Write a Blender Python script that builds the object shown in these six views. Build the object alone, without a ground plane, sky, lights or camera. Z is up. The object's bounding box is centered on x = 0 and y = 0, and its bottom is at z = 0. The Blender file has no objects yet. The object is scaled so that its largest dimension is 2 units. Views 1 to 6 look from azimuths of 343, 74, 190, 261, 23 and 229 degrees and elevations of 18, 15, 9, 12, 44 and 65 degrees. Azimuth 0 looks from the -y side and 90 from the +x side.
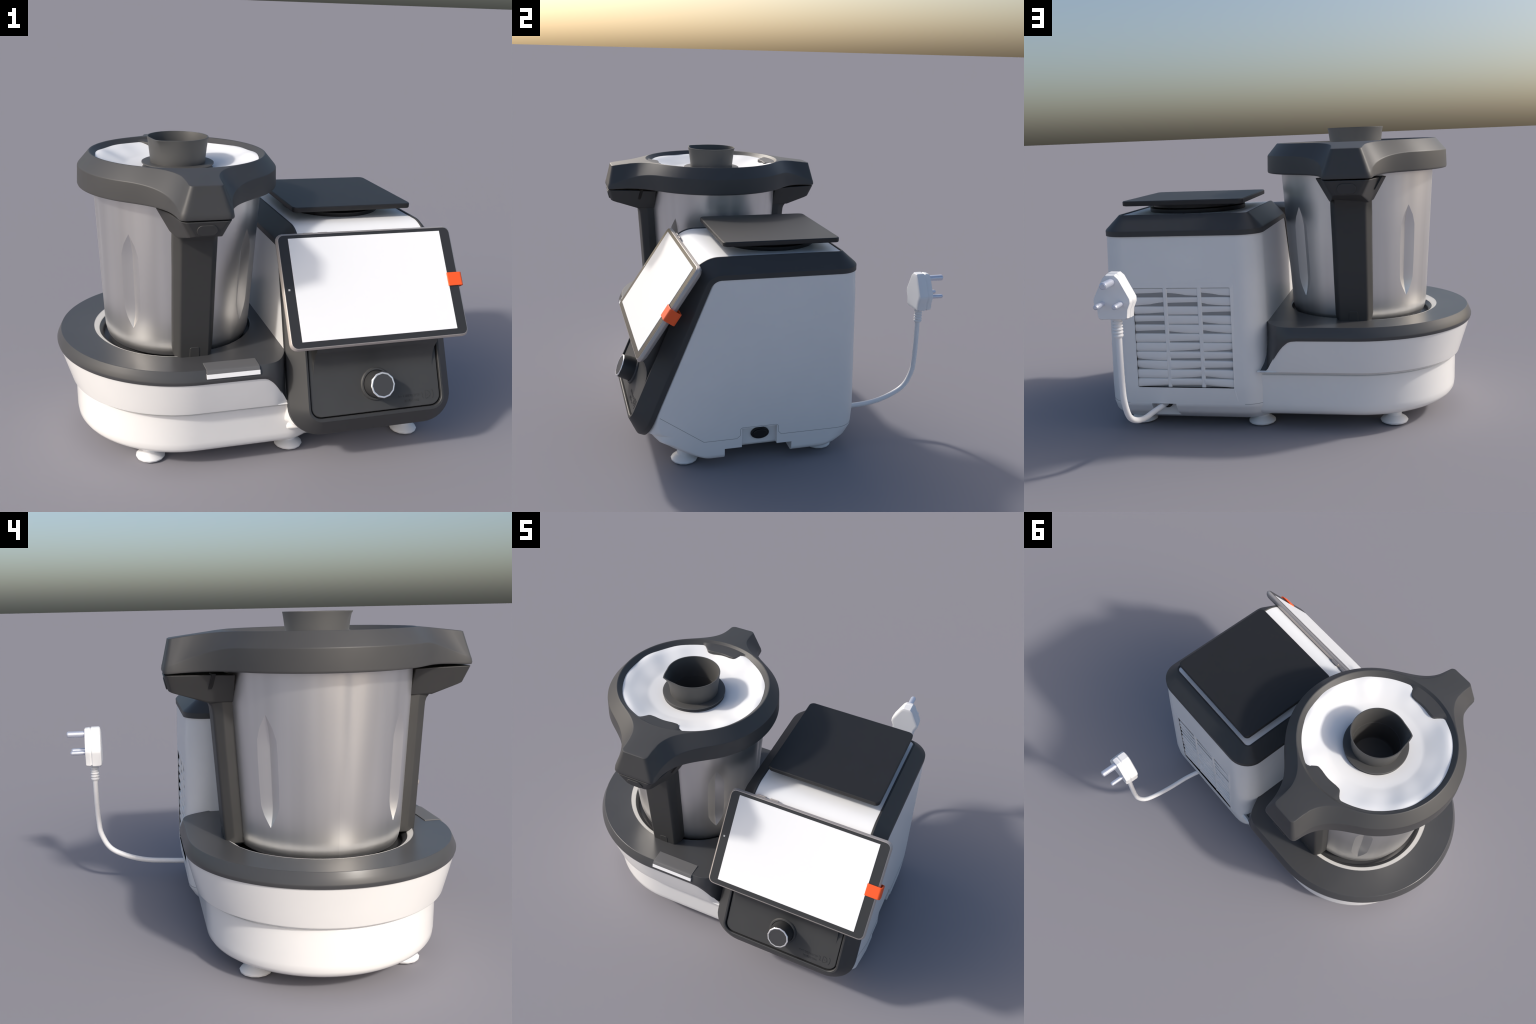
import bpy, bmesh, math, random
from math import sin, cos, pi, sqrt, radians, atan2, hypot
from mathutils import Vector, Matrix

random.seed(7)

# ------------------------------------------------------------------ helpers
def lerp(a, b, t): return a + (b - a) * t
def clamp(t, a=0.0, b=1.0): return max(a, min(b, t))
def sstep(a, b, x):
    t = clamp((x - a) / (b - a)) if b != a else float(x > a); return t * t * (3 - 2 * t)
def pw(pts, x):
    """piecewise linear curve through (x, y) control points"""
    if x <= pts[0][0]: return pts[0][1]
    for (a, fa), (b, fb) in zip(pts, pts[1:]):
        if x <= b: return lerp(fa, fb, (x - a) / (b - a))
    return pts[-1][1]

# ---------------------------------------------------------------- materials
def material(name, col, rough=0.5, metal=0.0, bump=0.0, bump_scale=400.0, var=0.0, var_scale=6.0,
             coat=0.0, spec=0.5, rough_var=0.0):
    m = bpy.data.materials.new(name); m.use_nodes = True
    nt = m.node_tree; n = nt.nodes; l = nt.links
    b = n["Principled BSDF"]
    b.inputs["Base Color"].default_value = (*col, 1)
    b.inputs["Roughness"].default_value = rough
    b.inputs["Metallic"].default_value = metal
    b.inputs["Specular IOR Level"].default_value = spec
    b.inputs["Coat Weight"].default_value = coat
    tc = n.new("ShaderNodeTexCoord")
    if var or rough_var:
        no = n.new("ShaderNodeTexNoise"); no.inputs["Scale"].default_value = var_scale
        no.inputs["Detail"].default_value = 5
        l.new(tc.outputs["Object"], no.inputs["Vector"])
        if var:
            cr = n.new("ShaderNodeValToRGB")
            cr.color_ramp.elements[0].position = 0.3; cr.color_ramp.elements[1].position = 0.7
            cr.color_ramp.elements[0].color = (*[c * (1 - var) for c in col], 1)
            cr.color_ramp.elements[1].color = (*[min(1, c * (1 + var)) for c in col], 1)
            l.new(no.outputs["Fac"], cr.inputs["Fac"]); l.new(cr.outputs["Color"], b.inputs["Base Color"])
        if rough_var:
            mr = n.new("ShaderNodeMapRange")
            mr.inputs["To Min"].default_value = max(0.02, rough - rough_var)
            mr.inputs["To Max"].default_value = rough + rough_var
            l.new(no.outputs["Fac"], mr.inputs["Value"]); l.new(mr.outputs["Result"], b.inputs["Roughness"])
    if bump:
        n2 = n.new("ShaderNodeTexNoise"); n2.inputs["Scale"].default_value = bump_scale
        n2.inputs["Detail"].default_value = 2
        l.new(tc.outputs["Object"], n2.inputs["Vector"])
        bp = n.new("ShaderNodeBump"); bp.inputs["Strength"].default_value = bump
        bp.inputs["Distance"].default_value = 0.002
        l.new(n2.outputs["Fac"], bp.inputs["Height"]); l.new(bp.outputs["Normal"], b.inputs["Normal"])
    return m

M_WHITE = material("white_plastic", (0.84, 0.83, 0.82), 0.32, var=0.01, rough_var=0.03)
M_WHITE_MATT = material("white_matt_plastic", (0.92, 0.92, 0.915), 0.45, var=0.01)
M_BASE_WHITE = material("glossy_white_plastic", (0.86, 0.85, 0.835), 0.17, var=0.01, rough_var=0.03)
M_DARK = material("dark_grey_plastic", (0.055, 0.055, 0.056), 0.5, bump=0.05, var=0.04)
M_CUP = material("grey_cup_plastic", (0.075, 0.074, 0.072), 0.5, bump=0.05, var=0.04)
M_HANDLE = material("charcoal_handle_plastic", (0.040, 0.040, 0.040), 0.55, bump=0.05, var=0.04)
M_COVER = material("satin_grey_cover", (0.062, 0.063, 0.066), 0.33, bump=0.03, var=0.04)
M_FRAME = material("graphite_frame_plastic", (0.040, 0.041, 0.043), 0.5, bump=0.05, var=0.04)
M_PANEL = material("control_panel_plastic", (0.054, 0.055, 0.056), 0.5, bump=0.04, var=0.04)
M_PLATE = material("black_weighing_plate", (0.016, 0.016, 0.017), 0.5, bump=0.03, var=0.05)
M_BLACK = material("black_plastic", (0.008, 0.008, 0.009), 0.4)
M_STEEL = material("reflection_tinted_steel", (0.76, 0.745, 0.73), 0.38, metal=0.95, var=0.02, var_scale=3, rough_var=0.03)
M_CHROME = material("polished_chrome", (0.92, 0.92, 0.93), 0.25, metal=0.7)
M_PIN = material("plug_pin_metal", (0.70, 0.73, 0.83), 0.35, metal=0.6)
M_TABLET = material("tablet_aluminium", (0.52, 0.475, 0.445), 0.42, metal=0.5)
M_BEZEL = material("tablet_bezel_glass", (0.035, 0.035, 0.036), 0.35)
M_SCREEN = material("blank_screen", (1.0, 1.0, 1.0), 0.35)
M_ORANGE = material("orange_rubber", (1.0, 0.115, 0.018), 0.5, var=0.03)
M_RING = material("light_ring_white", (0.80, 0.79, 0.76), 0.4)
M_STRIP = material("grey_label_plate", (0.135, 0.135, 0.138), 0.55)
M_STRIPW = material("white_label_edge", (0.95, 0.95, 0.95), 0.45)  # base colour brightened because little sun reaches this face
M_KNOB = material("knob_face", (0.055, 0.056, 0.06), 0.4)
M_CORD = material("white_cord_rubber", (0.85, 0.85, 0.86), 0.4)
M_SEAM = material("parting_line_grey", (0.22, 0.22, 0.22), 0.6)
M_VENT = material("vent_painted_shadow_grey", (0.30, 0.30, 0.30), 0.6)  # shadow of the slat gaps put into the colour; the recess is shallow
M_GREY = material("pale_grey_plastic", (0.62, 0.62, 0.62), 0.45)

def tint_reflection_bands(mat, cx, cy, col, amount):
    """dark reflection bands tinted in: noise over the angle round an upright axis"""
    nt = mat.node_tree; n = nt.nodes; l = nt.links; b = n["Principled BSDF"]
    tc = n.new("ShaderNodeTexCoord"); sep = n.new("ShaderNodeSeparateXYZ"); l.new(tc.outputs["Object"], sep.inputs[0])
    def m(op, a, v):
        k = n.new("ShaderNodeMath"); k.operation = op; l.new(a, k.inputs[0])
        if isinstance(v, float): k.inputs[1].default_value = v
        else: l.new(v, k.inputs[1])
        return k.outputs[0]
    ang = m("ARCTAN2", m("SUBTRACT", sep.outputs["Y"], cy), m("SUBTRACT", sep.outputs["X"], cx))
    cmb = n.new("ShaderNodeCombineXYZ"); l.new(m("MULTIPLY", ang, 3.2), cmb.inputs["X"]); l.new(m("MULTIPLY", sep.outputs["Z"], 0.5), cmb.inputs["Y"])
    no = n.new("ShaderNodeTexNoise"); no.inputs["Scale"].default_value = 1.5; no.inputs["Detail"].default_value = 1.0
    l.new(cmb.outputs[0], no.inputs["Vector"])
    cr = n.new("ShaderNodeValToRGB"); e = cr.color_ramp.elements
    e[0].position = 0.30; e[1].position = 0.62
    e[0].color = (*[c * (1 - amount) for c in col], 1); e[1].color = (*col, 1)
    l.new(no.outputs["Fac"], cr.inputs["Fac"]); l.new(cr.outputs["Color"], b.inputs["Base Color"])
tint_reflection_bands(M_STEEL, -0.378, -0.228, (0.80, 0.79, 0.78), 0.10)

# --------------------------------------------------------------- mesh maker
ROOT = bpy.data.objects.new("food_processor", None)
bpy.context.scene.collection.objects.link(ROOT)
ROOT["label"] = "white and grey cooking food processor with steel jar and tablet"
ROOT["category"] = "kitchen appliance"

def make(name, verts, faces, mat, parent=None, angle=35, bevel=0.0, segs=2, flip=False, recalc=True, wn=True):
    me = bpy.data.meshes.new(name)
    me.from_pydata([tuple(v) for v in verts], [], faces)
    bm = bmesh.new(); bm.from_mesh(me)
    bmesh.ops.remove_doubles(bm, verts=bm.verts, dist=1e-5)
    if recalc: bmesh.ops.recalc_face_normals(bm, faces=bm.faces)
    if flip: bmesh.ops.reverse_faces(bm, faces=bm.faces)
    bm.to_mesh(me); bm.free()
    me.shade_smooth()
    me.set_sharp_from_angle(angle=radians(angle))
    me.materials.append(mat)
    ob = bpy.data.objects.new(name, me)
    bpy.context.scene.collection.objects.link(ob)
    ob.parent = parent or ROOT
    if bevel:
        md = ob.modifiers.new("bevel", "BEVEL"); md.width = bevel; md.segments = segs
        md.limit_method = "ANGLE"; md.angle_limit = radians(angle - 5); md.harden_normals = True
    if wn:
        w = ob.modifiers.new("weighted_normal", "WEIGHTED_NORMAL"); w.weight = 80; w.keep_sharp = True
    return ob

def loft(loops, closed=True, cap0=False, cap1=False):
    n = len(loops[0]); V = [p for L in loops for p in L]; F = []
    for k in range(len(loops) - 1):
        for i in range(n if closed else n - 1):
            j = (i + 1) % n
            F.append((k * n + i, k * n + j, (k + 1) * n + j, (k + 1) * n + i))
    if cap0: F.append(tuple(range(n)))
    if cap1: F.append(tuple(range((len(loops) - 1) * n, len(loops) * n)))
    return V, F

def ring(cx, cy, r, z, n=96, a0=0.0):
    return [(cx + r * cos(a0 + 2 * pi * i / n), cy + r * sin(a0 + 2 * pi * i / n), z) for i in range(n)]

def revolve(prof, c, n=96, cap0=False, cap1=False, a0=0.0):
    return loft([ring(c[0], c[1], r, z, n, a0) for r, z in prof], True, cap0, cap1)

def prism(poly, frame, h0, h1):
    """extrude a 2D polygon; frame = (origin, ex, ey, ez)"""
    o, ex, ey, ez = frame
    L = [[o + ex * a + ey * b + ez * h for a, b in poly] for h in (h0, h1)]
    return loft(L, True, True, True)

def rrect(x0, x1, y0, y1, radii, seg=8, side=(1, 1)):
    """rounded rectangle, radii = (x0y0, x1y0, x1y1, x0y1); each radius a number or (rx, ry).
    side = number of extra points on the (x, y) edges"""
    def rr(r): return r if isinstance(r, tuple) else (r, r)
    c = [(x0, y0, pi), (x1, y0, 1.5 * pi), (x1, y1, 0.0), (x0, y1, 0.5 * pi)]
    sx = [1, -1, -1, 1]; sy = [1, 1, -1, -1]
    arcs = []
    for k in range(4):
        rx, ry = rr(radii[k]); px, py, a = c[k]
        ox, oy = px + sx[k] * rx, py + sy[k] * ry
        arcs.append([(ox + rx * cos(a + .5 * pi * i / seg), oy + ry * sin(a + .5 * pi * i / seg)) for i in range(seg + 1)])
    out = []
    for k in range(4):
        out += arcs[k]
        nxt = arcs[(k + 1) % 4][0]; cur = arcs[k][-1]
        m = side[0] if k % 2 == 0 else side[1]
        for i in range(1, m):
            t = i / m; out.append((lerp(cur[0], nxt[0], t), lerp(cur[1], nxt[1], t)))
    return out

def box(x0, x1, y0, y1, z0, z1):
    V = [(x, y, z) for z in (z0, z1) for x, y in ((x0, y0), (x1, y0), (x1, y1), (x0, y1))]
    F = [(0, 3, 2, 1), (4, 5, 6, 7), (0, 1, 5, 4), (1, 2, 6, 5), (2, 3, 7, 6), (3, 0, 4, 7)]
    return V, F

def join_geo(*parts):
    V, F = [], []
    for v, f in parts:
        o = len(V); V += list(v); F += [tuple(i + o for i in q) for q in f]
    return V, F

def tube(path, radius, n=14, sub=8):
    P = [Vector(p) for p in path]
    pts = []
    for i in range(len(P) - 1):
        p0 = P[max(0, i - 1)]; p1 = P[i]; p2 = P[i + 1]; p3 = P[min(len(P) - 1, i + 2)]
        for k in range(sub):
            t = k / sub
            pts.append(0.5 * ((2 * p1) + (p2 - p0) * t + (2 * p0 - 5 * p1 + 4 * p2 - p3) * t * t + (3 * p1 - p0 - 3 * p2 + p3) * t ** 3))
    pts.append(P[-1])
    loops = []; up = Vector((1, 0, 0))
    for i, p in enumerate(pts):
        t = (pts[min(i + 1, len(pts) - 1)] - pts[max(i - 1, 0)]).normalized()
        b = t.cross(up).normalized(); u = b.cross(t)
        loops.append([p + u * radius * cos(2 * pi * k / n) + b * radius * sin(2 * pi * k / n) for k in range(n)])
    return loft(loops, True, True, True)

def cut(ob, geo):
    """boolean difference, applied at once"""
    me = bpy.data.meshes.new("cutter"); me.from_pydata([tuple(v) for v in geo[0]], [], geo[1])
    bm = bmesh.new(); bm.from_mesh(me); bmesh.ops.recalc_face_normals(bm, faces=bm.faces); bm.to_mesh(me); bm.free()
    c = bpy.data.objects.new("cutter", me); bpy.context.scene.collection.objects.link(c)
    ob.modifiers.clear()
    md = ob.modifiers.new("cut", "BOOLEAN"); md.operation = "DIFFERENCE"; md.object = c; md.solver = "EXACT"
    dg = bpy.context.evaluated_depsgraph_get()
    new = bpy.data.meshes.new_from_object(ob.evaluated_get(dg))
    ob.modifiers.clear(); old = ob.data; ob.data = new; bpy.data.meshes.remove(old); new.name = ob.name
    bpy.data.objects.remove(c); bpy.data.meshes.remove(me)
    new.shade_smooth(); new.set_sharp_from_angle(angle=radians(35))
    w = ob.modifiers.new("weighted_normal", "WEIGHTED_NORMAL"); w.weight = 80; w.keep_sharp = True

# ------------------------------------------------------------- key geometry
JX, JY = -0.378, -0.228          # axis of the jar
BX = 0.506                       # middle of the housing

def hw(z): return 0.426 + (1.08 - z) * 0.018

# path of the housing's outer skin, top -> bend -> front slope (y, z plane)
ZT = 1.161; YB = 0.334; BR = 0.17
SD = Vector((0, -0.388, -0.922)).normalized()       # down the front slope
SN = Vector((0, -0.922, 0.388)).normalized()        # out of the front slope
SREF = Vector((0, -0.887, 0.375))
TURN = radians(67.2)
YC = SREF.y + (ZT - SREF.z) * 0.388 / 0.922          # y where slope meets the top
TL_ = BR * math.tan(TURN / 2)
S1 = YB - (YC + TL_); S2 = S1 + BR * TURN
SLOPE0 = Vector((0, YC, ZT)) + SD * TL_
S_REF = S2 + (SREF - SLOPE0).length                 # s of the reference point
S_END = S_REF + 0.164
def skin(u, s, d):
    """u in -0.4..0.4 across, s along the path from the back, d depth below the skin"""
    if s < S1: p = Vector((0, YB - s, ZT)); n = Vector((0, 0, 1))
    elif s < S2:
        a = (s - S1) / BR
        n = Vector((0, -sin(a), cos(a))); p = Vector((0, YC + TL_, ZT - BR)) + n * BR
    else: p = SLOPE0 + SD * (s - S2); n = SN
    q = p - n * d
    return Vector((BX + u * hw(q.z) / 0.4, q.y, q.z))

# ------------------------------------------------------------ housing shell
def y_front(z): return pw([(0.056, -0.560), (0.095, -0.638), (0.134, -0.710), (0.178, -0.774), (0.226, -0.840), (0.26, -0.8195), (1.035, -0.4935), (1.07, -0.478)], z)
def y_back(z): return pw([(0.050, 0.230), (0.10, 0.306), (0.15, 0.338), (0.25, 0.346), (0.9, 0.335), (1.07, 0.328)], z)
def front_corner(z):
    # the lower front corners follow the rounded frame
    d = clamp((0.375 - z) / 0.16)
    return 0.012 + 0.13 * (1 - sqrt(max(0, 1 - d * d))) * sstep(0.165, 0.225, z) + 0.055 * sstep(0.20, 0.15, z)
def shell_loop(z, shrink=0.0):
    h = hw(z) - shrink - 0.002
    fc = front_corner(z); bc = 0.125
    return [(x, y, z) for x, y in rrect(BX - h, BX + h, y_front(z), y_back(z), (fc, fc, bc, bc), 8, (4, 6))]
SEAM = 0.162
def frange(a, b, n): return [lerp(a, b, i / n) for i in range(n + 1)]
zs = frange(SEAM, 0.40, 14) + frange(0.45, 1.075, 10)
housing = make("housing", *loft([shell_loop(z) for z in zs], True, True, True), M_WHITE, angle=40)
tray_loops = [shell_loop(0.050, 0.024), shell_loop(0.058, 0.009)] + [shell_loop(z) for z in frange(0.072, SEAM, 8)]
htray = make("housing_tray", *loft(tray_loops, True, True, True), M_WHITE, angle=40)
# switch recess and the raised underside beside it
for ob in (housing, htray):
    cut(ob, box(0.912, 1.1, -0.328, -0.130, 0.0, 0.217))
cut(htray, box(0.82, 1.1, -0.423, -0.045, 0.0, 0.109))
# cord notch at the back
cut(htray, box(0.565, 0.70, 0.262, 0.5, 0.0, 0.158))
# vent opening in the back wall
VX0, VX1, VZ0, VZ1 = 0.243, 0.765, 0.250, 0.785
cut(housing, box(VX0, VX1, 0.310, 0.5, VZ0, VZ1))
sw = [(0.052 * cos(2 * pi * i / 28), 0.034 * sin(2 * pi * i / 28)) for i in range(28)]
fr = (Vector((0.912, -0.220, 0.168)), Vector((0, 1, 0)), Vector((0, 0, 1)), Vector((1, 0, 0)))
switch = make("power_switch", *prism(sw, fr, -0.004, 0.012), M_BLACK, htray, bevel=0.004)
rk = [(0.040 * cos(2 * pi * i / 28), 0.024 * sin(2 * pi * i / 28)) for i in range(28)]
make("rocker", *prism(rk, fr, 0.010, 0.018), M_BLACK, htray, bevel=0.003)
gr = [(0.028 * cos(2 * pi * i / 20), 0.02 * sin(2 * pi * i / 20)) for i in range(20)]
make("cord_grommet", *prism(gr, (Vector((0.634, 0.262, 0.136)), Vector((1, 0, 0)), Vector((0, 0, 1)), Vector((0, 1, 0))), -0.02, 0.02), M_BLACK, htray)

# parting line between the upper shell and the lower shell
def wall(sd, y, z): return (BX + sd * (hw(z) - 0.0022), y, z)
for sd in (1, -1):
    line = [(-0.772, 0.327), (-0.537, SEAM)]
    line += [(-0.356, SEAM), (-0.337, 0.178), (-0.335, 0.216), (-0.326, 0.2225), (-0.134, 0.2225), (-0.124, 0.216), (-0.121, 0.178), (-0.106, SEAM)] if sd > 0 else []
    line += [(y_back(SEAM) - 0.125, SEAM)]
    pts = []
    for (a, b), (c, d) in zip(line, line[1:]): pts += [wall(sd, lerp(a, c, t), lerp(b, d, t)) for t in (0, .34, .67)]
    h_ = hw(SEAM) - 0.002
    pts += [(BX + sd * (h_ - 0.125 + 0.125 * cos(t)), y_back(SEAM) - 0.125 + 0.125 * sin(t), SEAM) for t in frange(0, pi / 2, 8)]
    make("housing_seam", *tube(pts, 0.0011, 6, 1), M_SEAM, housing, wn=False)

# --------------------------------------------------------------- vent slats
COLS = [(0.243, 0.398), (0.418, 0.582), (0.602, 0.765)]
rng = random.Random(3)
back_y = 0.338
def slat_mesh(w, tw0, tw1, bow):
    """a louvre: convex strip, lip and ends twisted to model its irregular shading"""
    prof = [(-0.0243, -0.020), (-0.0235, -0.006), (-0.017, -0.001), (-0.004, 0.0), (0.012, -0.001), (0.0205, -0.003), (0.0243, -0.010), (0.0243, -0.020)]
    loops = []
    for i in range(11):
        t = i / 10; k = lerp(tw0, tw1, t ** bow)
        loops.append([(-w / 2 + w * t, y - k * sstep(0.012, -0.0243, z) * 0.011, z + (0.008 * k * sstep(-0.010, -0.0243, z))) for z, y in prof])
    return loft(loops, True, True, True)
grille = make("vent_grille", *join_geo(
    box(0.397, 0.419, 0.312, back_y + 0.0005, VZ0 - .002, VZ1 + .002),
    box(0.581, 0.603, 0.312, back_y + 0.0005, VZ0 - .002, VZ1 + .002)), M_WHITE, bevel=0.004)
slat_db = []
for ci, (a, b) in enumerate(COLS):
    variants = [slat_mesh(b - a + 0.004, p[0], p[1], p[2]) for p in ((1.1, 0.0, 0.6), (0.1, 1.1, 1.6), (0.7, 0.3, 1.0), (0.12, 0.05, 1.0), (1.1, 0.7, 1.0), (0.0, 0.8, 2.5))]
    proto = [make("vent_slat", *v, M_WHITE, grille, angle=45) for v in variants]
    used = set()
    for r in range(11):
        z = VZ0 + 0.0235 + r * (VZ1 - VZ0 - 0.047) / 10
        k = rng.randrange(6)
        ob = proto[k] if k not in used else proto[k].copy()
        if k in used:
            bpy.context.scene.collection.objects.link(ob)
        used.add(k)
        ob.location = ((a + b) / 2, y_back(z) - 0.0015, z)
        ob.rotation_euler = (0, pi if False else 0, radians(rng.uniform(-0.4, 0.4)))
    for k in range(6):
        if k not in used:
            bpy.data.objects.remove(proto[k])
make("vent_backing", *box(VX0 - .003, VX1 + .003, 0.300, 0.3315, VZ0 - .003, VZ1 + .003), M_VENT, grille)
# thin raised cover plate around the vents
o = rrect(0.226, 0.798, 0.172, 0.812, (.004, .004, .016, .016), 5)
i_ = rrect(VX0, VX1, VZ0, VZ1, (.003, .003, .006, .006), 5)
def on_back(p, dy): return (p[0], y_back(p[1]) - 0.0 + dy, p[1])
make("vent_cover", *loft([[on_back(p, -0.004) for p in o], [on_back(p, 0.0012) for p in o],
                          [on_back(p, 0.0012) for p in i_], [on_back(p, -0.02) for p in i_]], True), M_WHITE, angle=30)

# ------------------------------------------------------------- dark frame
def frame_loop(iu, isb, isf, d, rb, rf):
    pts = rrect(-0.4 + iu, 0.4 - iu, isb, S_END - isf, (rb, rb, rf, rf), 10, (8, 90))
    return [skin(u, s, d) for u, s in pts]
frame = make("housing_frame", *loft([
    frame_loop(0.010, 0.012, 0.012, 0.106, 0.115, 0.14),
    frame_loop(-0.001, -0.001, 0.000, 0.106, 0.125, 0.15),
    frame_loop(-0.001, -0.001, 0.000, 0.102, 0.125, 0.15),
    frame_loop(-0.001, -0.001, 0.000, 0.079, 0.125, 0.15),
    frame_loop(0.003, 0.004, 0.004, 0.072, 0.121, 0.146),
    frame_loop(0.065, 0.084, 0.066, 0.004, 0.042, 0.070),
    frame_loop(0.068, 0.089, 0.070, 0.001, 0.037, 0.065),
    frame_loop(0.076, 0.095, 0.082, 0.001, 0.026, 0.055),
    frame_loop(0.079, 0.098, 0.086, 0.004, 0.023, 0.052),
    frame_loop(0.079, 0.098, 0.086, 0.040, 0.023, 0.052),
], True), M_FRAME, angle=30)

# white top panel inside the frame (down to behind the tablet)
def strip_panel(name, u, s0, s1, d, mat, ns, parent=None):
    V, F = [], []; nu = 6
    for j in range(ns + 1):
        for i in range(nu + 1):
            V.append(skin(lerp(-u, u, i / nu), lerp(s0, s1, j / ns), d))
    for j in range(ns):
        for i in range(nu):
            a = j * (nu + 1) + i; F.append((a, a + 1, a + nu + 2, a + nu + 1))
    return make(name, V, F, mat, parent, angle=50)
S_SPLIT = S2 + 0.12
strip_panel("top_panel", 0.3202, 0.0985, S_SPLIT, 0.006, M_WHITE_MATT, 60)
# control panel, recessed, with rounded lower corners
pl = rrect(-0.3195, 0.3195, S2 + 0.10, S_END - 0.0875, (.002, .002, .05, .05), 10, (6, 12))
def panel_loop(k, d):
    cu = 0; cs = (S2 + .1 + S_END - .0875) / 2
    return [skin(u * (1 - k), cs + (s - cs) * (1 - k), d) for u, s in pl]
panel = make("control_panel", *loft([panel_loop(0.004, 0.040), panel_loop(0.006, 0.018), panel_loop(0.012, 0.0125), panel_loop(0.022, 0.010)], True, False, True), M_PANEL, angle=40)

def slope_frame(u, ds, d):
    """frame on the front slope: ds = distance up the slope from the reference point"""
    o_ = SREF - SD * ds - SN * d
    return (Vector((BX + u, o_.y, o_.z)), Vector((1, 0, 0)), -SD, SN)

# ledge that carries the tablet
TB = Vector((0, -0.893, 0.667)); TU = Vector((0, 0.551, 0.834)).normalized(); TN = Vector((0, -0.834, 0.551)).normalized()
TH = 0.577; TT = 0.040
bb = TB - TN * TT; tt = TB + TU * (TH - 0.05) - TN * TT
led = [(-0.8465, 0.446), (-0.838, 0.466), (-0.829, 0.490), (-0.823, 0.515), (-0.8215, 0.540), (-0.824, 0.565), (-0.831, 0.590), (-0.844, 0.615), (-0.852, 0.627),
       (-0.853, 0.634), (bb.y + 0.001, bb.z + 0.006), (tt.y, tt.z), (tt.y + 0.07, tt.z - 0.03), (-0.56, 0.80), (-0.70, 0.56)]
ledfr = (Vector((BX, 0, 0)), Vector((0, 1, 0)), Vector((0, 0, 1)), Vector((1, 0, 0)))
make("tablet_ledge", *prism(led, ledfr, -0.325, 0.318), M_PANEL, panel, angle=40)

# knob
KR = 0.0635
kf = slope_frame(0.0, 0.062, 0.01)
def on_frame(fr, prof, n, a0=0.0):
    o_, ex, ey, ez = fr
    return loft([[o_ + ex * r * cos(a0 + 2 * pi * i / n) + ey * r * sin(a0 + 2 * pi * i / n) + ez * h for i in range(n)] for r, h in prof], True, True, True)
make("knob_collar", *on_frame(kf, [(0.083, -0.002), (0.082, 0.006), (0.078, 0.011), (0.071, 0.012), (0.0695, 0.004)], 40), M_PANEL, panel, angle=30)
knob = make("knob", *on_frame(kf, [(KR + 0.004, 0.002), (KR + 0.003, 0.050), (KR, 0.078), (KR - 0.002, 0.084)], 40), M_BLACK if False else M_FRAME, angle=40)
make("knob_ring", *on_frame(kf, [(KR - 0.001, 0.082), (KR + 0.0005, 0.0855), (KR - 0.003, 0.0885), (KR - 0.008, 0.088), (KR - 0.008, 0.082)], 12), M_CHROME, knob, angle=20)
make("knob_face", *on_frame(kf, [(KR - 0.0078, 0.080), (KR - 0.008, 0.0868)], 12), M_KNOB, knob, angle=30)

# raised, barely readable marks on the control panel
marks = []
rg = random.Random(11)
def mark_bar(x, s, w, h, rot=0.0):
    fr_ = slope_frame(x, s - 0.018, 0.010); o_, ex, ey, ez = fr_
    c_, s_ = cos(rot), sin(rot)
    return prism([(-w / 2, -h / 2), (w / 2, -h / 2), (w / 2, h / 2), (-w / 2, h / 2)], (o_, ex * c_ + ey * s_, ey * c_ - ex * s_, ez), -0.002, 0.0015)
for row, (xa, xb, s) in enumerate(((0.118, 0.235, 0.003), (0.150, 0.235, -0.022))):
    x = xa
    while x < xb:
        w = rg.uniform(0.0025, 0.0045)
        marks.append(mark_bar(x, s + rg.uniform(-.001, .001), w, rg.choice((0.009, 0.012, 0.012))))
        if rg.random() < 0.6: marks.append(mark_bar(x + 0.003, s + rg.choice((-.004, 0, .004)), 0.006, 0.0025))
        x += rg.choice((0.007, 0.008, 0.013))
def mark_curve(pts, w):
    for (x0, s0), (x1, s1) in zip(pts, pts[1:]):
        L = hypot(x1 - x0, s1 - s0)
        marks.append(mark_bar((x0 + x1) / 2, (s0 + s1) / 2, L + w * .6, w, atan2(s1 - s0, x1 - x0)))
mark_curve([(0.243, 0.014), (0.249, 0.008), (0.250, 0.0), (0.249, -0.010), (0.254, -0.016)], 0.0028)
mark_curve([(0.266, 0.016), (0.266, -0.016)], 0.003)
mark_curve([(0.268 + 0.024 * cos(a), 0.020 * sin(a)) for a in [pi / 2 - pi * i / 10 for i in range(11)]], 0.0028)
mark_curve([(0.296 + 0.014 * cos(a), 0.026 * sin(a)) for a in [radians(60 - 120 * i / 8) for i in range(9)]], 0.0028)
marks.append(mark_bar(0.277, -0.003, 0.006, 0.006))
mk = make("embossed_marks", *join_geo(*marks), M_PANEL, panel, angle=30); mk["kind"] = "stuff"

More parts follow.
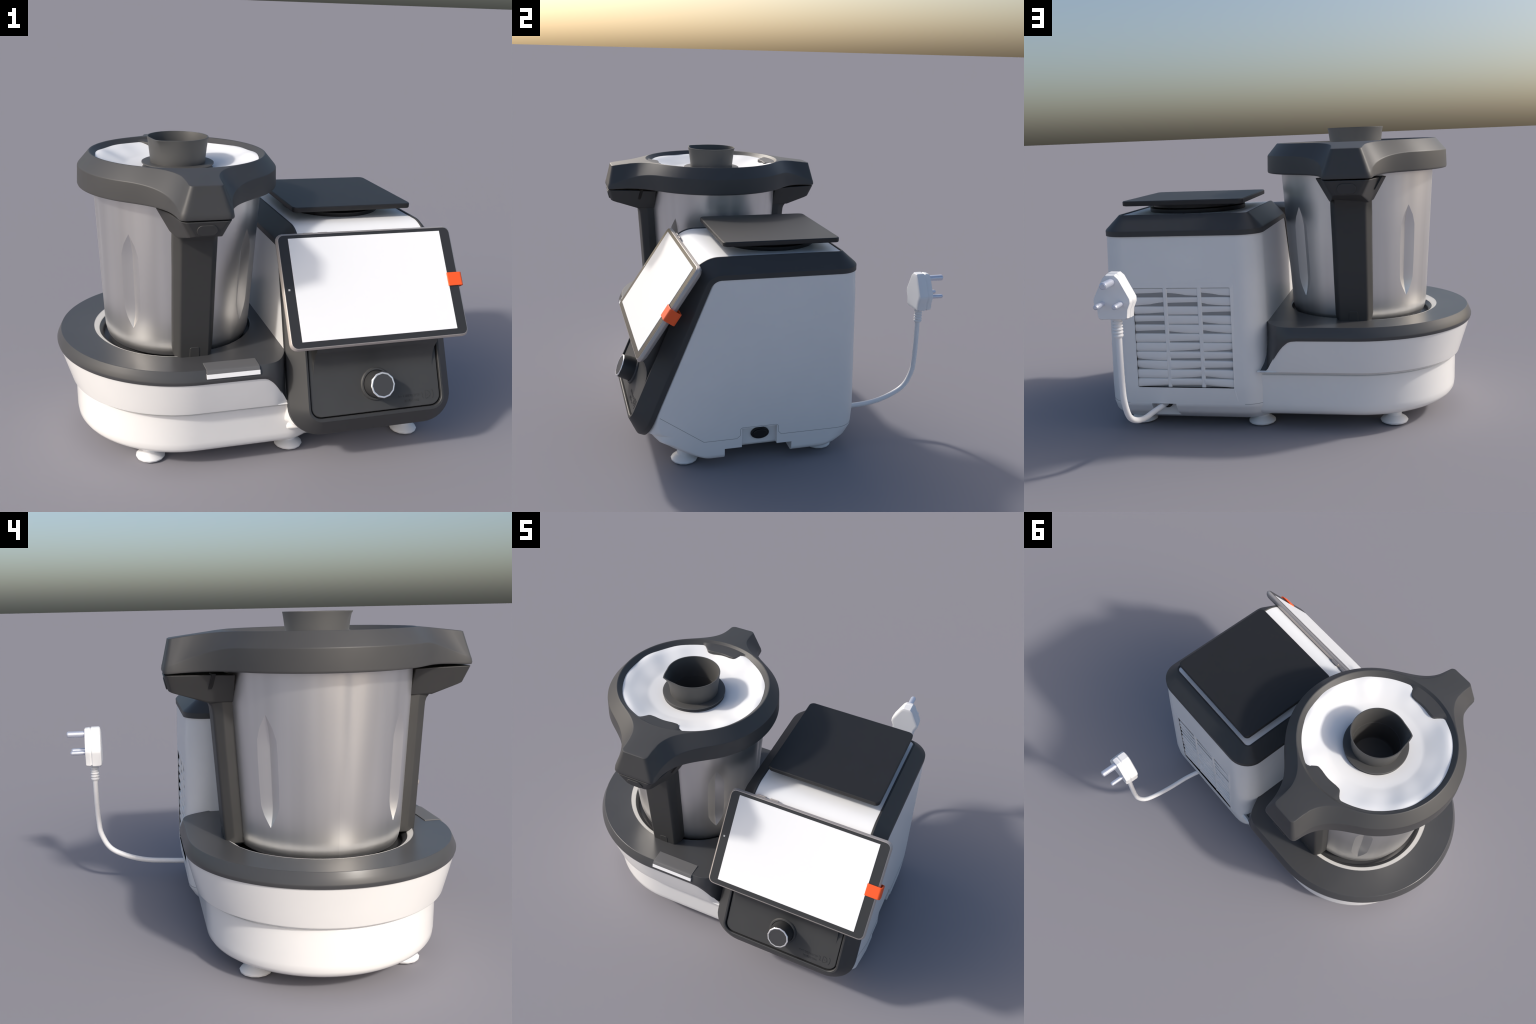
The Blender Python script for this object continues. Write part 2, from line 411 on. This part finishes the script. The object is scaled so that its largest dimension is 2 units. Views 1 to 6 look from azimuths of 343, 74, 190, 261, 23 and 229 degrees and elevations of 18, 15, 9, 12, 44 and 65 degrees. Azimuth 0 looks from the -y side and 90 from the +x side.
# ----------------------------------------------------------------- tablet
TX0, TX1 = 0.035, 0.983
tfr = (TB, Vector((1, 0, 0)), TU, TN)
def t_loop(inset, h, r):
    o_, ex, ey, ez = tfr
    return [o_ + ex * a + ey * b + ez * h for a, b in rrect(TX0 + inset, TX1 - inset, inset, TH - inset, (r,) * 4, 4)]
tablet = make("tablet", *loft([t_loop(0.022, -TT, 0.026), t_loop(0.007, -TT + 0.010, 0.032), t_loop(0.0, -TT + 0.022, 0.036),
                               t_loop(0.0, -0.012, 0.036), t_loop(0.007, -0.001, 0.032), t_loop(0.009, 0.0, 0.030), t_loop(0.0105, 0.0, 0.029), t_loop(0.0105, -0.004, 0.029)], True, True, True), M_TABLET, angle=30)
make("bezel", *loft([t_loop(0.0102, -0.004, 0.029), t_loop(0.0108, 0.0010, 0.028)], True, True, True), M_BEZEL, tablet)
sc = [(0.096, 0.039), (0.918, 0.039), (0.918, 0.549), (0.096, 0.549)]
make("screen", *prism(sc, tfr, -0.002, 0.0026), M_SCREEN, tablet)
cam = [(0.0675 + a, 0.294 + b) for a, b in ((-.0045, -.0045), (.0045, -.0045), (.0045, .0045), (-.0045, .0045))]
make("camera_lens", *prism(cam, tfr, -0.002, 0.0025), M_GREY, tablet)
for x0 in (0.185, 0.262):
    o_ = TB + TU * TH
    make("side_button", *prism(rrect(x0, x0 + 0.055, -0.034, -0.020, (.006,) * 4, 4),
         (Vector((0, o_.y, o_.z)), Vector((1, 0, 0)), TN, TU), -0.01, 0.0045), M_TABLET, tablet, bevel=0.002)

# orange strap loops round the tablet's edge
so = rrect(0.914, 1.000, -0.062, 0.0085, (.003, .016, .016, .003), 8)
si = rrect(0.920, 0.9905, -0.0525, 0.0030, (.002, .008, .008, .002), 8)
sfr = lambda p, h: TB + Vector((p[0], 0, 0)) + TN * p[1] + TU * h
h0, h1 = 0.257, 0.326
make("tablet_strap", *loft([[sfr(p, h0) for p in so], [sfr(p, h1) for p in so], [sfr(p, h1) for p in si], [sfr(p, h0) for p in si], [sfr(p, h0) for p in so]], True), M_ORANGE, bevel=0.002, angle=50)

# ---------------------------------------------------------- weighing plate
def plate_loop(inset, z, r):
    return [(x, y, z) for x, y in rrect(0.180 + inset, 0.838 - inset, -0.417 + inset, 0.229 - inset, (r,) * 4, 6)]
plate = make("weighing_plate", *loft([plate_loop(0.012, 1.204, 0.02), plate_loop(0.002, 1.206, 0.026), plate_loop(0.0, 1.211, 0.028),
             plate_loop(0.0, 1.227, 0.028), plate_loop(0.0035, 1.2315, 0.027), plate_loop(0.010, 1.232, 0.024)], True, True, True), M_PLATE, angle=30)
make("plate_pedestal", *revolve([(0.262, 1.150), (0.266, 1.158), (0.266, 1.176), (0.245, 1.182), (0.245, 1.206)], (BX, -0.09), 64, True, True), M_BLACK, plate, angle=40)

# -------------------------------------------------------------- mixer base
FL = [1.0]        # 1 on the flanks, 0 at the round nose
def stadium(off_f, z_f, xe=0.17, n=64, ns=34, x_of=None):
    """outline round the jar axis, straight sides running to the housing; off_f and z_f take x"""
    P = []
    xs = [lerp(xe, JX, (i / ns)) for i in range(ns)]
    for x in xs: P.append((x, JY - off_f(x), z_f(x)))
    for i in range(n + 1):
        a = -pi / 2 - pi * i / n
        FL[0] = abs(sin(a)) ** 1.5
        P.append((JX + off_f(JX) * cos(a), JY + off_f(JX) * sin(a), z_f(JX)))
        FL[0] = 1.0
    for x in reversed(xs): P.append((x, JY + off_f(x), z_f(x)))
    return P
K = lambda v: (lambda x: v)
CB, CT = 0.333, 0.517            # bottom and top of the white collar
def cone(z): return lerp(0.556, 0.6145, (z - CB) / (CT - CB))      # white collar flares upward
def cove(x):      # how far the cover's lower edge has swept down towards the housing
    return pw([(-0.095, 0), (-0.070, 0.015), (-0.052, 0.05), (-0.020, 0.21), (0.006, 0.405), (0.040, 0.70), (0.070, 1)], x)
def tuck(x):      # how far its top edge has turned in towards the housing
    return pw([(-0.075, 0), (-0.045, 0.015), (-0.015, 0.08), (0.010, 0.20), (0.035, 0.42), (0.055, 0.68), (0.075, 1)], x)
def zb(x): return lerp(CT, CB + 0.002, cove(x))
def cov_top(x): return lerp(0.602, 0.462, tuck(x))
def low_edge(x): return cone(zb(x)) + 0.004 - 0.020 * sstep(0.5, 1.0, cove(x))
def face(k, drop, out):
    """a row on the cover's side face: k = 0 at the top edge, 1 at the bottom edge"""
    return (lambda x: lerp(lerp(cov_top(x), low_edge(x), k ** 2.4), lerp(0.602, low_edge(x), k) + out, 1 - max(cove(x), tuck(x))) , lambda x: lerp(0.5835, zb(x), k) - drop * (1 - cove(x)))
def deck():
    inner, outer = [], []
    for i in range(41):
        a = lerp(-pi / 2, pi / 2, i / 40); c, d = cos(a), sin(a)
        t = min((0.12 - JX) / c if c > 1e-6 else 9, 0.452 / abs(d) if abs(d) > 1e-6 else 9)
        inner.append((JX + 0.432 * c, JY + 0.432 * d, 0.5805)); outer.append((JX + t * c, JY + t * d, 0.5812))
    return loft([inner, outer], False)
cover = make("base_cover", *join_geo(deck(), loft([
    stadium(lambda x: 0.432 if x <= JX else lerp(0.432, 0.450, min(1, (x - JX) / 0.02)), K(0.5808), xe=0.12),
    stadium(lambda x: min(0.452, cov_top(x) - .006), K(0.5812), xe=0.12),
    stadium(lambda x: cov_top(x) - 0.0018, K(0.5838), xe=0.12),
    stadium(cov_top, K(0.5828), xe=0.12),
    stadium(*face(0.35, 0.0, 0.0052), xe=0.12),
    stadium(*face(0.70, 0.0, 0.0090), xe=0.12),
    stadium(*face(0.82, 0.0, 0.0066), xe=0.12),
    stadium(low_edge, zb, xe=0.12),
    stadium(lambda x: cone(zb(x)) - 0.03, zb, xe=0.12),
], False)), M_COVER, angle=28)
def cbz(): return CB + 0.010 * FL[0]
def coll(k): return (lambda x: cone(lerp(CB, zb(x) + 0.006, k)) + 0.016 * FL[0] * (1 - k) ** 0.8 * (1 - sstep(0.3, 1, cove(x))), lambda x: lerp(cbz(), zb(x) + 0.006, k))
collar = make("base_collar", *loft([stadium(*coll(1), 0.12), stadium(*coll(0.6), 0.12), stadium(*coll(0.3), 0.12), stadium(*coll(0.0), 0.12), stadium(lambda x: 0.553 + 0.016 * FL[0], lambda x: cbz() - 0.005, 0.12),
    stadium(lambda x: 0.538 + 0.006 * FL[0], lambda x: cbz() - 0.013, 0.12), stadium(K(0.532), lambda x: cbz() - 0.024, 0.12)], False), M_BASE_WHITE, angle=30)
def tr(off): return lambda x: off - 0.16 * sstep(0.10, 0.42, x) * (1 if off > .45 else 0)
TZ = CB - 0.019
tray_prof = [(0.30, 0.072), (0.43, 0.073), (0.462, 0.078), (0.495, 0.090), (0.515, 0.105), (0.527, 0.124), (0.531, 0.155), (0.5345, TZ - .003), (0.531, TZ), (0.50, TZ)]
tray = make("base_tray", *loft([stadium(tr(r), K(z), 0.42) for r, z in tray_prof], False), M_BASE_WHITE, angle=30)
bot = stadium(K(0.30), K(0.072), 0.42)
make("base_bottom", [*bot], [tuple(range(len(bot)))], M_BASE_WHITE, tray)
# seam line between collar and tray
make("base_seam", *loft([stadium(K(0.529), K(TZ - .006), 0.10), stadium(K(0.529), K(TZ + .006), 0.10)], False), M_GREY, tray)

def arc_sweep(prof, a0, a1, n=64):
    return loft([[(JX + r * cos(lerp(a0, a1, i / n)), JY + r * sin(lerp(a0, a1, i / n)), z) for i in range(n + 1)] for r, z in prof], False)
make("light_ring", *arc_sweep([(0.405, 0.560), (0.4075, 0.5655), (0.410, 0.567), (0.4305, 0.5795), (0.4335, 0.5815), (0.4345, 0.578)], pi / 2, 1.5 * pi), M_RING, cover, angle=35)
make("jar_well", *join_geo(arc_sweep([(0.409, 0.5655), (0.401, 0.559), (0.391, 0.553), (0.386, 0.546), (0.386, 0.525), (0.0, 0.525)], pi / 2, 1.5 * pi),
                           arc_sweep([(0.434, 0.5806), (0.392, 0.5806), (0.387, 0.578), (0.386, 0.535), (0.0, 0.535)], -pi / 2, pi / 2),
                           box(JX - 0.004, JX, JY - 0.4335, JY - 0.386, 0.54, 0.5803), box(JX - 0.004, JX, JY + 0.386, JY + 0.4335, 0.54, 0.5803)), M_COVER, cover, angle=35)

# label plate on the cover's front edge
lx0, lx1 = -0.356, -0.099
lp = [(-0.756, 0.5835), (-0.824, 0.5835), (-0.838, 0.5805), (-0.847, 0.566), (-0.847, 0.545), (-0.80, 0.545), (-0.756, 0.575)]
lfr = (Vector((0, 0, 0)), Vector((0, 1, 0)), Vector((0, 0, 1)), Vector((1, 0, 0)))
lab = make("label_plate", *prism([(y, z + 0.0025) for y, z in lp], lfr, lx0, lx1), M_STRIP, cover, angle=30, bevel=0.0015)
make("label_edge", *prism([(-0.80, 0.547), (-0.80, 0.567), (-0.8475, 0.567), (-0.8535, 0.547)], lfr, lx0 - 0.0005, lx1 + 0.0005), M_STRIPW, cover)

# ----------------------------------------------------------------- the jar
def jr(z): return 0.3725 + (z - 0.56) * 0.0605
DENTS = [45, 135, 225, 315]
DZ0, DZ1 = 0.680, 1.166
def dent_w(z): return radians(pw([(DZ0, 0), (0.70, 1.9), (0.735, 4.9), (0.775, 6.9), (0.86, 7.3), (0.98, 7.3), (1.06, 6.9), (1.11, 4.6), (DZ1, 0)], z))
def reflection_groove(deg, z):
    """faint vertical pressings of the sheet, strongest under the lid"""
    f = sstep(0.60, 1.30, z); d = 0.0
    for c, w, h in ((187, 4.2, 0.0100), (7, 4.2, 0.0100), (211, 1.4, 0.0024), (349, 1.4, 0.0024), (225, 4, 0.0020), (135, 4, 0.0020), (45, 4, 0.0020), (315, 4, 0.0020)):
        q = (deg - c + 180) % 360 - 180
        d += h * math.exp(-(q / w) ** 2)
    return d * f
def jar_loop(z, r):
    P = []; flags = []
    for k in range(4):
        c = radians(45 + 90 * k)
        w = dent_w(z); half = radians(45)
        A = [-half + (half - max(w, 1e-4)) * i / 18 for i in range(18)]
        A += [w * f for f in (-1, -0.5, 0, 0.5)]
        A += [w + (half - w) * i / 18 for i in range(18)]
        for a in A:
            rr_ = r
            if w > 0 and abs(a) < w:
                rr_ = r - 0.023 * (1 - abs(a) / w) * clamp(w / radians(6.9)) ** 0.9
            rr_ -= reflection_groove(math.degrees(c + a) % 360, z)
            P.append((JX + rr_ * cos(c + a), JY + rr_ * sin(c + a), z))
    return P
jz = [0.540, 0.5415, 0.545, 0.552, 0.563, 0.578, 0.60, 0.64]
jrad = [0.30, 0.330, 0.346, 0.357, 0.3645, 0.3690, jr(.60) - 0.0008, jr(.64)]
zz = [0.68, 0.69, 0.70, 0.718, 0.735, 0.755, 0.775, 0.82, 0.86, 0.92, 0.98, 1.02, 1.06, 1.085, 1.11, 1.138, 1.166, 1.20, 1.25, 1.30, 1.36, 1.40]
loops = [jar_loop(z, r) for z, r in zip(jz + zz, jrad + [jr(z) for z in zz])]
V, F = loft(loops, True, True, False)
jar = make("jar", V, F, M_STEEL, angle=60, wn=False)
# crisp edges of the pressed leaf-shaped dents
me = jar.data
bm = bmesh.new(); bm.from_mesh(me)
def leaf_edge(v):
    a = math.degrees(atan2(v.co.y - JY, v.co.x - JX)) % 90 - 45
    w = math.degrees(dent_w(v.co.z)) if DZ0 - 1e-4 < v.co.z < DZ1 + 1e-4 else None
    if w is None: return None
    for f in (-1, 0, 1):
        if abs(a - f * w) < 0.12: return f
    return None
for e in bm.edges:
    v0, v1 = e.verts
    if abs(v0.co.z - v1.co.z) > 1e-4:
        f0, f1 = leaf_edge(v0), leaf_edge(v1)
        if f0 is not None and f1 is not None:
            tip = lambda v: v.co.z < DZ0 + 1e-3 or v.co.z > DZ1 - 1e-3
            if f0 == f1 or tip(v0) or tip(v1): e.smooth = False
bm.to_mesh(me); bm.free()

# ----------------------------------------------------------------- handles
def handle_parts():
    """built for the handle on the -y side, r = distance from the jar axis"""
    P = lambda x, r, z: Vector((JX + x, JY - r, z))
    # grip
    gl = []
    for z, rin, rout, wi, wo in ((0.566, 0.350, 0.436, 0.080, 0.064), (0.572, 0.350, 0.4420, 0.090, 0.068), (0.61, 0.352, 0.4445, 0.097, 0.070), (0.80, 0.365, 0.457, 0.100, 0.0715), (1.0, 0.378, 0.470, 0.102, 0.0725),
                                 (1.14, 0.386, 0.479, 0.105, 0.074), (1.165, 0.388, 0.4815, 0.105, 0.074), (1.183, 0.389, 0.487, 0.105, 0.074), (1.197, 0.390, 0.498, 0.105, 0.074), (1.23, 0.390, 0.51, 0.105, 0.074)):
        sec = [(-wi, rin), (-wi, rin + 0.046), (-wi + 0.004, rin + 0.055), (-wo - 0.010, rout - 0.012), (-wo - 0.003, rout - 0.004), (-wo + 0.006, rout),
               (wo - 0.006, rout), (wo + 0.003, rout - 0.004), (wo + 0.010, rout - 0.012), (wi - 0.004, rin + 0.055), (wi, rin + 0.046), (wi, rin)]
        gl.append([P(x, r, z) for x, r in sec])
    grip = loft(gl, True, True, True)
    # bracket under the lid's arm
    def bl(k):  # k: 0 bottom .. 1 top
        wj = lerp(0.114, 0.180, k); wm = lerp(0.098, 0.144, k); we = lerp(0.074, 0.113, k)
        re = lerp(0.664, 0.6825, k)
        S = [(-wj, 0.392), (-wj + 0.002, 0.425), (-wm, 0.50), (-we - 0.004, re - 0.035), (-we + 0.004, re - 0.012), (-we + 0.022, re)]
        S = S + [(-x, r) for x, r in reversed(S)]
        out = []
        for x, r in S:
            zbot = pw([(0.39, 1.204), (0.50, 1.207), (0.645, 1.243), (0.665, 1.253)], r)
            out.append(P(x, r, lerp(zbot, 1.322, k)))
        return out
    bracket = loft([bl(-0.02), bl(0.06), bl(0.93), bl(1.0)], True, True, True)
    fr_end = (P(0, 0.6825 - 0.0185 * 0.45, 1.281), Vector((1, 0, 0)), Vector((0, -0.23, 0.973)), Vector((0, -0.944, -0.33)))
    fr_end = (fr_end[0], fr_end[1], fr_end[2], fr_end[1].cross(fr_end[2]))
    button = prism(rrect(-0.046, 0.046, -0.0255, 0.0255, (.0254,) * 4, 8), fr_end, -0.01, 0.0022)
    slot = loft([[P(x, r, z) for r in (r0, r0 + 0.017) for x in ((0.06, w_) if r == r0 else (w_, 0.06))] for z, r0, w_ in ((1.262, 0.482, 0.1265), (1.327, 0.470, 0.1640))], True, True, True)
    fr_g = (P(0, 0.4438, 0.60), Vector((1, 0, 0)), Vector((0, -0.06, 0.998)), Vector((0, -0.998, -0.06)))
    tab = prism(rrect(-0.024, 0.024, -0.034, 0.032, (.002, .002, .010, .010), 4), fr_g, -0.02, 0.0020)
    latch = box(JX - 0.032, JX + 0.032, JY - 0.432, JY - 0.395, 0.5595, 0.568)
    return grip, bracket, button, slot, tab, latch
grip, bracket, button, slot, tab, latch = handle_parts()
h = make("handle", *grip, M_HANDLE, jar, angle=28)
def turned(ob, parent):
    c = ob.copy(); bpy.context.scene.collection.objects.link(c); c.parent = parent
    c.matrix_local = Matrix.Translation((JX, JY, 0)) @ Matrix.Rotation(pi, 4, "Z") @ Matrix.Translation((-JX, -JY, 0))
    return c
hb = make("handle_bracket", *bracket, M_HANDLE, jar, angle=30, bevel=0.004)
bt = make("release_button", *button, M_HANDLE, jar, bevel=0.0025)
sl = make("bracket_slot", *slot, M_BLACK, jar)
tb = make("handle_tab", *tab, M_HANDLE, jar, bevel=0.002)
lt = make("handle_latch", *latch, M_CHROME, jar, bevel=0.002)
for ob in (h, hb, bt, sl, tb, lt): turned(ob, jar)

# --------------------------------------------------------------------- lid
def arm_sdf(x, y, R, w, L, rc, k):
    d1 = hypot(x, y) - R
    qx, qy = abs(x) - (w - rc), abs(y) - (L - rc)
    d2 = hypot(max(qx, 0), max(qy, 0)) + min(max(qx, qy), 0) - rc
    if k <= 0: return min(d1, d2)
    hh = clamp(0.5 + 0.5 * (d2 - d1) / k)
    return lerp(d2, d1, hh) - k * hh * (1 - hh)
def lid_r(a, R, w, L, rc=0.025, k=0.11):
    lo, hi = 0.0, 1.0
    for _ in range(36):
        m = (lo + hi) / 2
        if arm_sdf(m * cos(a), m * sin(a), R, w, L, rc, k) < 0: lo = m
        else: hi = m
    return lo
NL = 288
ANG = []
for i in range(NL):                       # denser samples where the two arms are
    t = 2 * pi * i / NL
    ANG.append(t + 0.36 * sin(2 * t))
def remap(a, w, L):
    """slide the sample angles so that the arm corners of all rows line up"""
    c = pi / 2 if sin(a) > 0 else -pi / 2
    d = (a - c + pi) % (2 * pi) - pi
    ref = radians(8.5); lim = radians(60); cor = atan2(w, L); m = abs(d)
    if m < ref: m2 = m * cor / ref
    elif m < lim: m2 = lerp(cor, lim, (m - ref) / (lim - ref))
    else: m2 = m
    return c + math.copysign(m2, d)
def lid_loop(R, w, L, zc, za, rc=0.025, k=0.11, p=1.0):
    out = []
    for a in ANG:
        a = remap(a, w, L) if w else a
        r = lid_r(a, R, w, L, rc, k) if w else R
        t = clamp((r - R) / (L - R)) if w else 0
        out.append((JX + r * cos(a), JY + r * sin(a), lerp(zc, za, t ** p)))
    return out
lid = make("lid", *loft([
    lid_loop(0.403, 0, 0, 1.460, 0), lid_loop(0.404, 0, 0, 1.478, 0), lid_loop(0.409, 0, 0, 1.481, 0), lid_loop(0.426, 0, 0, 1.4985, 0), lid_loop(0.430, 0, 0, 1.501, 0),
    lid_loop(0.434, 0.073, 0.649, 1.5015, 1.4745, k=0.17), lid_loop(0.438, 0.077, 0.656, 1.4995, 1.471, k=0.17),
    lid_loop(0.4885, 0.119, 0.6795, 1.4405, 1.362, rc=.03, k=0.19, p=0.9), lid_loop(0.4915, 0.121, 0.6825, 1.4345, 1.353, rc=.03, k=0.19, p=0.9),
    lid_loop(0.4945, 0.124, 0.6845, 1.350, 1.337, rc=.03, k=0.19), lid_loop(0.4915, 0.122, 0.6825, 1.3425, 1.329, rc=.03, k=.19), lid_loop(0.483, 0.116, 0.675, 1.340, 1.3275, rc=.03, k=.19),
    lid_loop(0.40, 0, 0, 1.342, 0)], True), M_DARK, angle=32)
# soft white membrane, rippled in the mesh to draw its radial wedges of shade
V, F = [], []
NR, NA = 26, 180
for j in range(NR + 1):
    r = lerp(0.152, 0.410, j / NR)
    for i in range(NA):
        a = 2 * pi * i / NA
        z = pw([(0.15, 1.419), (0.18, 1.421), (0.26, 1.435), (0.33, 1.458), (0.37, 1.472), (0.395, 1.478), (0.41, 1.478)], r)
        wv = sin(5 * a + 0.6) * 0.6 + 0.8 * sin(9 * a + 1.9 + 1.5 * sin(2 * a)) + 0.2 * sin(16 * a + 2.5 * sin(a))
        z += 0.0048 * sstep(0.24, 0.37, r) * wv * (1 - 0.75 * sstep(0.385, 0.41, r))
        V.append((JX + r * cos(a), JY + r * sin(a), z))
for j in range(NR):
    for i in range(NA):
        k = (i + 1) % NA; F.append((j * NA + i, j * NA + k, (j + 1) * NA + k, (j + 1) * NA + i))
make("lid_membrane", V, F, M_WHITE_MATT, lid, angle=60)
# grip tabs reaching over the membrane
def tab_geo(c):
    n = 40; L = []
    def rin(a):
        a = abs(math.degrees(a)); return pw([(0, 0.346), (9, 0.3445), (13.5, 0.349), (15, 0.357), (17, 0.383), (18.5, 0.398), (21, 0.4065), (23, 0.4075)], a)
    for z, g in ((1.455, 0.0), (1.477, 0.0), (1.480, 0.003)):
        inner = []; outer = []
        for i in range(n + 1):
            a = lerp(-radians(23), radians(23), i / n)
            inner.append((JX + (rin(a) + g) * cos(c + a), JY + (rin(a) + g) * sin(c + a), z))
            outer.append((JX + 0.416 * cos(c + a), JY + 0.416 * sin(c + a), z + (0.008 if g else 0)))
        L.append(inner + outer[::-1])
    V, F = loft(L, True)
    m = 2 * (n + 1); o_ = 2 * m
    for i in range(n): F.append((o_ + i, o_ + i + 1, o_ + m - 2 - i, o_ + m - 1 - i))
    return V, F
for c in (-pi / 2, pi / 2):
    make("lid_grip_tab", *tab_geo(c), M_DARK, lid, angle=35)

# measuring cup with a pouring lip
SP = radians(-134.6)
def cup_loop(r, z, lip):
    out = []
    for i in range(120):
        a = 2 * pi * i / 120; d = (a - SP + pi) % (2 * pi) - pi
        b = max(0, 1 - abs(d) / radians(32)); b = b * b * (1.6 - 0.6 * b)
        out.append((JX + (r + lip * b) * cos(a), JY + (r + lip * b) * sin(a), z))
    return out
cup_prof = [(0.137, 1.440, 0), (0.1385, 1.470, 0), (0.1425, 1.505, 0), (0.1455, 1.530, 0.004), (0.1480, 1.548, 0.010), (0.1500, 1.562, 0.018), (0.1522, 1.5715, 0.0255),
            (0.1515, 1.5735, 0.0255), (0.1465, 1.5735, 0.0240), (0.1455, 1.5705, 0.023), (0.1435, 1.560, 0.016), (0.1400, 1.540, 0.006), (0.1365, 1.510, 0), (0.1290, 1.40, 0), (0.1225, 1.305, 0), (0.116, 1.296, 0)]
cup = make("measuring_cup", *loft([cup_loop(*p) for p in cup_prof], True, False, True), M_CUP, lid, angle=45)
make("cup_flange", *revolve([(0.130, 1.447), (0.160, 1.4475), (0.176, 1.4485), (0.1795, 1.4465), (0.1795, 1.4415), (0.176, 1.4385), (0.15, 1.438)], (JX, JY), 96), M_CUP, cup, angle=35)
make("lid_collar", *revolve([(0.160, 1.44), (0.166, 1.434), (0.167, 1.430), (0.176, 1.420), (0.178, 1.405)], (JX, JY), 96), M_HANDLE, lid, angle=35)

# --------------------------------------------------------------------- feet
FEET = [(-0.580, -0.577), (0.140, -0.621), (0.811, -0.621), (0.811, 0.158), (0.138, 0.158), (-0.575, 0.106)]
fv = revolve([(0.058, 0.0), (0.072, 0.007), (0.0745, 0.015), (0.064, 0.026), (0.046, 0.037), (0.040, 0.043), (0.039, 0.066), (0.039, 0.12)], (0, 0), 14, True, True)
foot0 = make("foot", *fv, M_CORD, angle=40)
foot0.location = (*FEET[0], 0)
for x, y in FEET[1:]:
    f = foot0.copy(); bpy.context.scene.collection.objects.link(f); f.location = (x, y, 0)

# -------------------------------------------------------------- cord, plug
make("power_cord", *tube([(0.664, 0.818, 0.68), (0.665, 0.818, 0.60), (0.666, 0.817, 0.51), (0.667, 0.813, 0.41), (0.667, 0.802, 0.33), (0.667, 0.756, 0.243), (0.668, 0.669, 0.190),
                          (0.668, 0.554, 0.155), (0.663, 0.422, 0.142), (0.646, 0.319, 0.140), (0.636, 0.25, 0.138)], 0.0148), M_CORD, angle=60)
PX = 0.670
out = [(0.022, 0.954), (0.040, 0.938), (0.0915, 0.838), (0.0915, 0.816), (0.0775, 0.784), (0.073, 0.745), (0.062, 0.738)]
out = [(x, z) for x, z in out] + [(-x, z) for x, z in reversed(out)]
def plug_loop(k, y):
    return [(PX + x * k, y, 0.845 + (z - 0.845) * k) for x, z in out]
plug = make("plug", *loft([plug_loop(0.80, 0.770), plug_loop(0.96, 0.776), plug_loop(1.0, 0.783), plug_loop(1.0, 0.822), plug_loop(0.97, 0.826), plug_loop(0.94, 0.829),
                           plug_loop(0.96, 0.832), plug_loop(0.985, 0.836), plug_loop(0.96, 0.856), plug_loop(0.93, 0.860)], True, True, True), M_CORD, angle=32)
def pin_geo(x, z, rx, rz, y1):
    n = 18; L = []
    for y, k in ((0.85, 1), (y1 - 0.010, 1), (y1 - 0.004, 0.92), (y1, 0.62)):
        L.append([(x + rx * k * cos(2 * pi * i / n), y, z + rz * k * sin(2 * pi * i / n)) for i in range(n)])
    return loft(L, True, True, True)
make("plug_pin", *pin_geo(0.667, 0.917, 0.0185, 0.0175, 0.9590), M_PIN, plug)
make("plug_pin", *pin_geo(0.715, 0.817, 0.0130, 0.0120, 0.942), M_PIN, plug)
make("plug_pin", *pin_geo(0.627, 0.817, 0.0130, 0.0120, 0.942), M_PIN, plug)
prof = [(0.012, 0.648), (0.0205, 0.650)]
z = 0.654
while z < 0.728:
    prof += [(0.0225, z), (0.0245, z + 0.004), (0.0230, z + 0.009), (0.0185, z + 0.011), (0.0185, z + 0.0135)]
    z += 0.0155
prof += [(0.024, 0.742), (0.02, 0.748)]
make("strain_relief", *revolve(prof, (0.666, 0.818), 28, True, True), M_CORD, plug, angle=40)
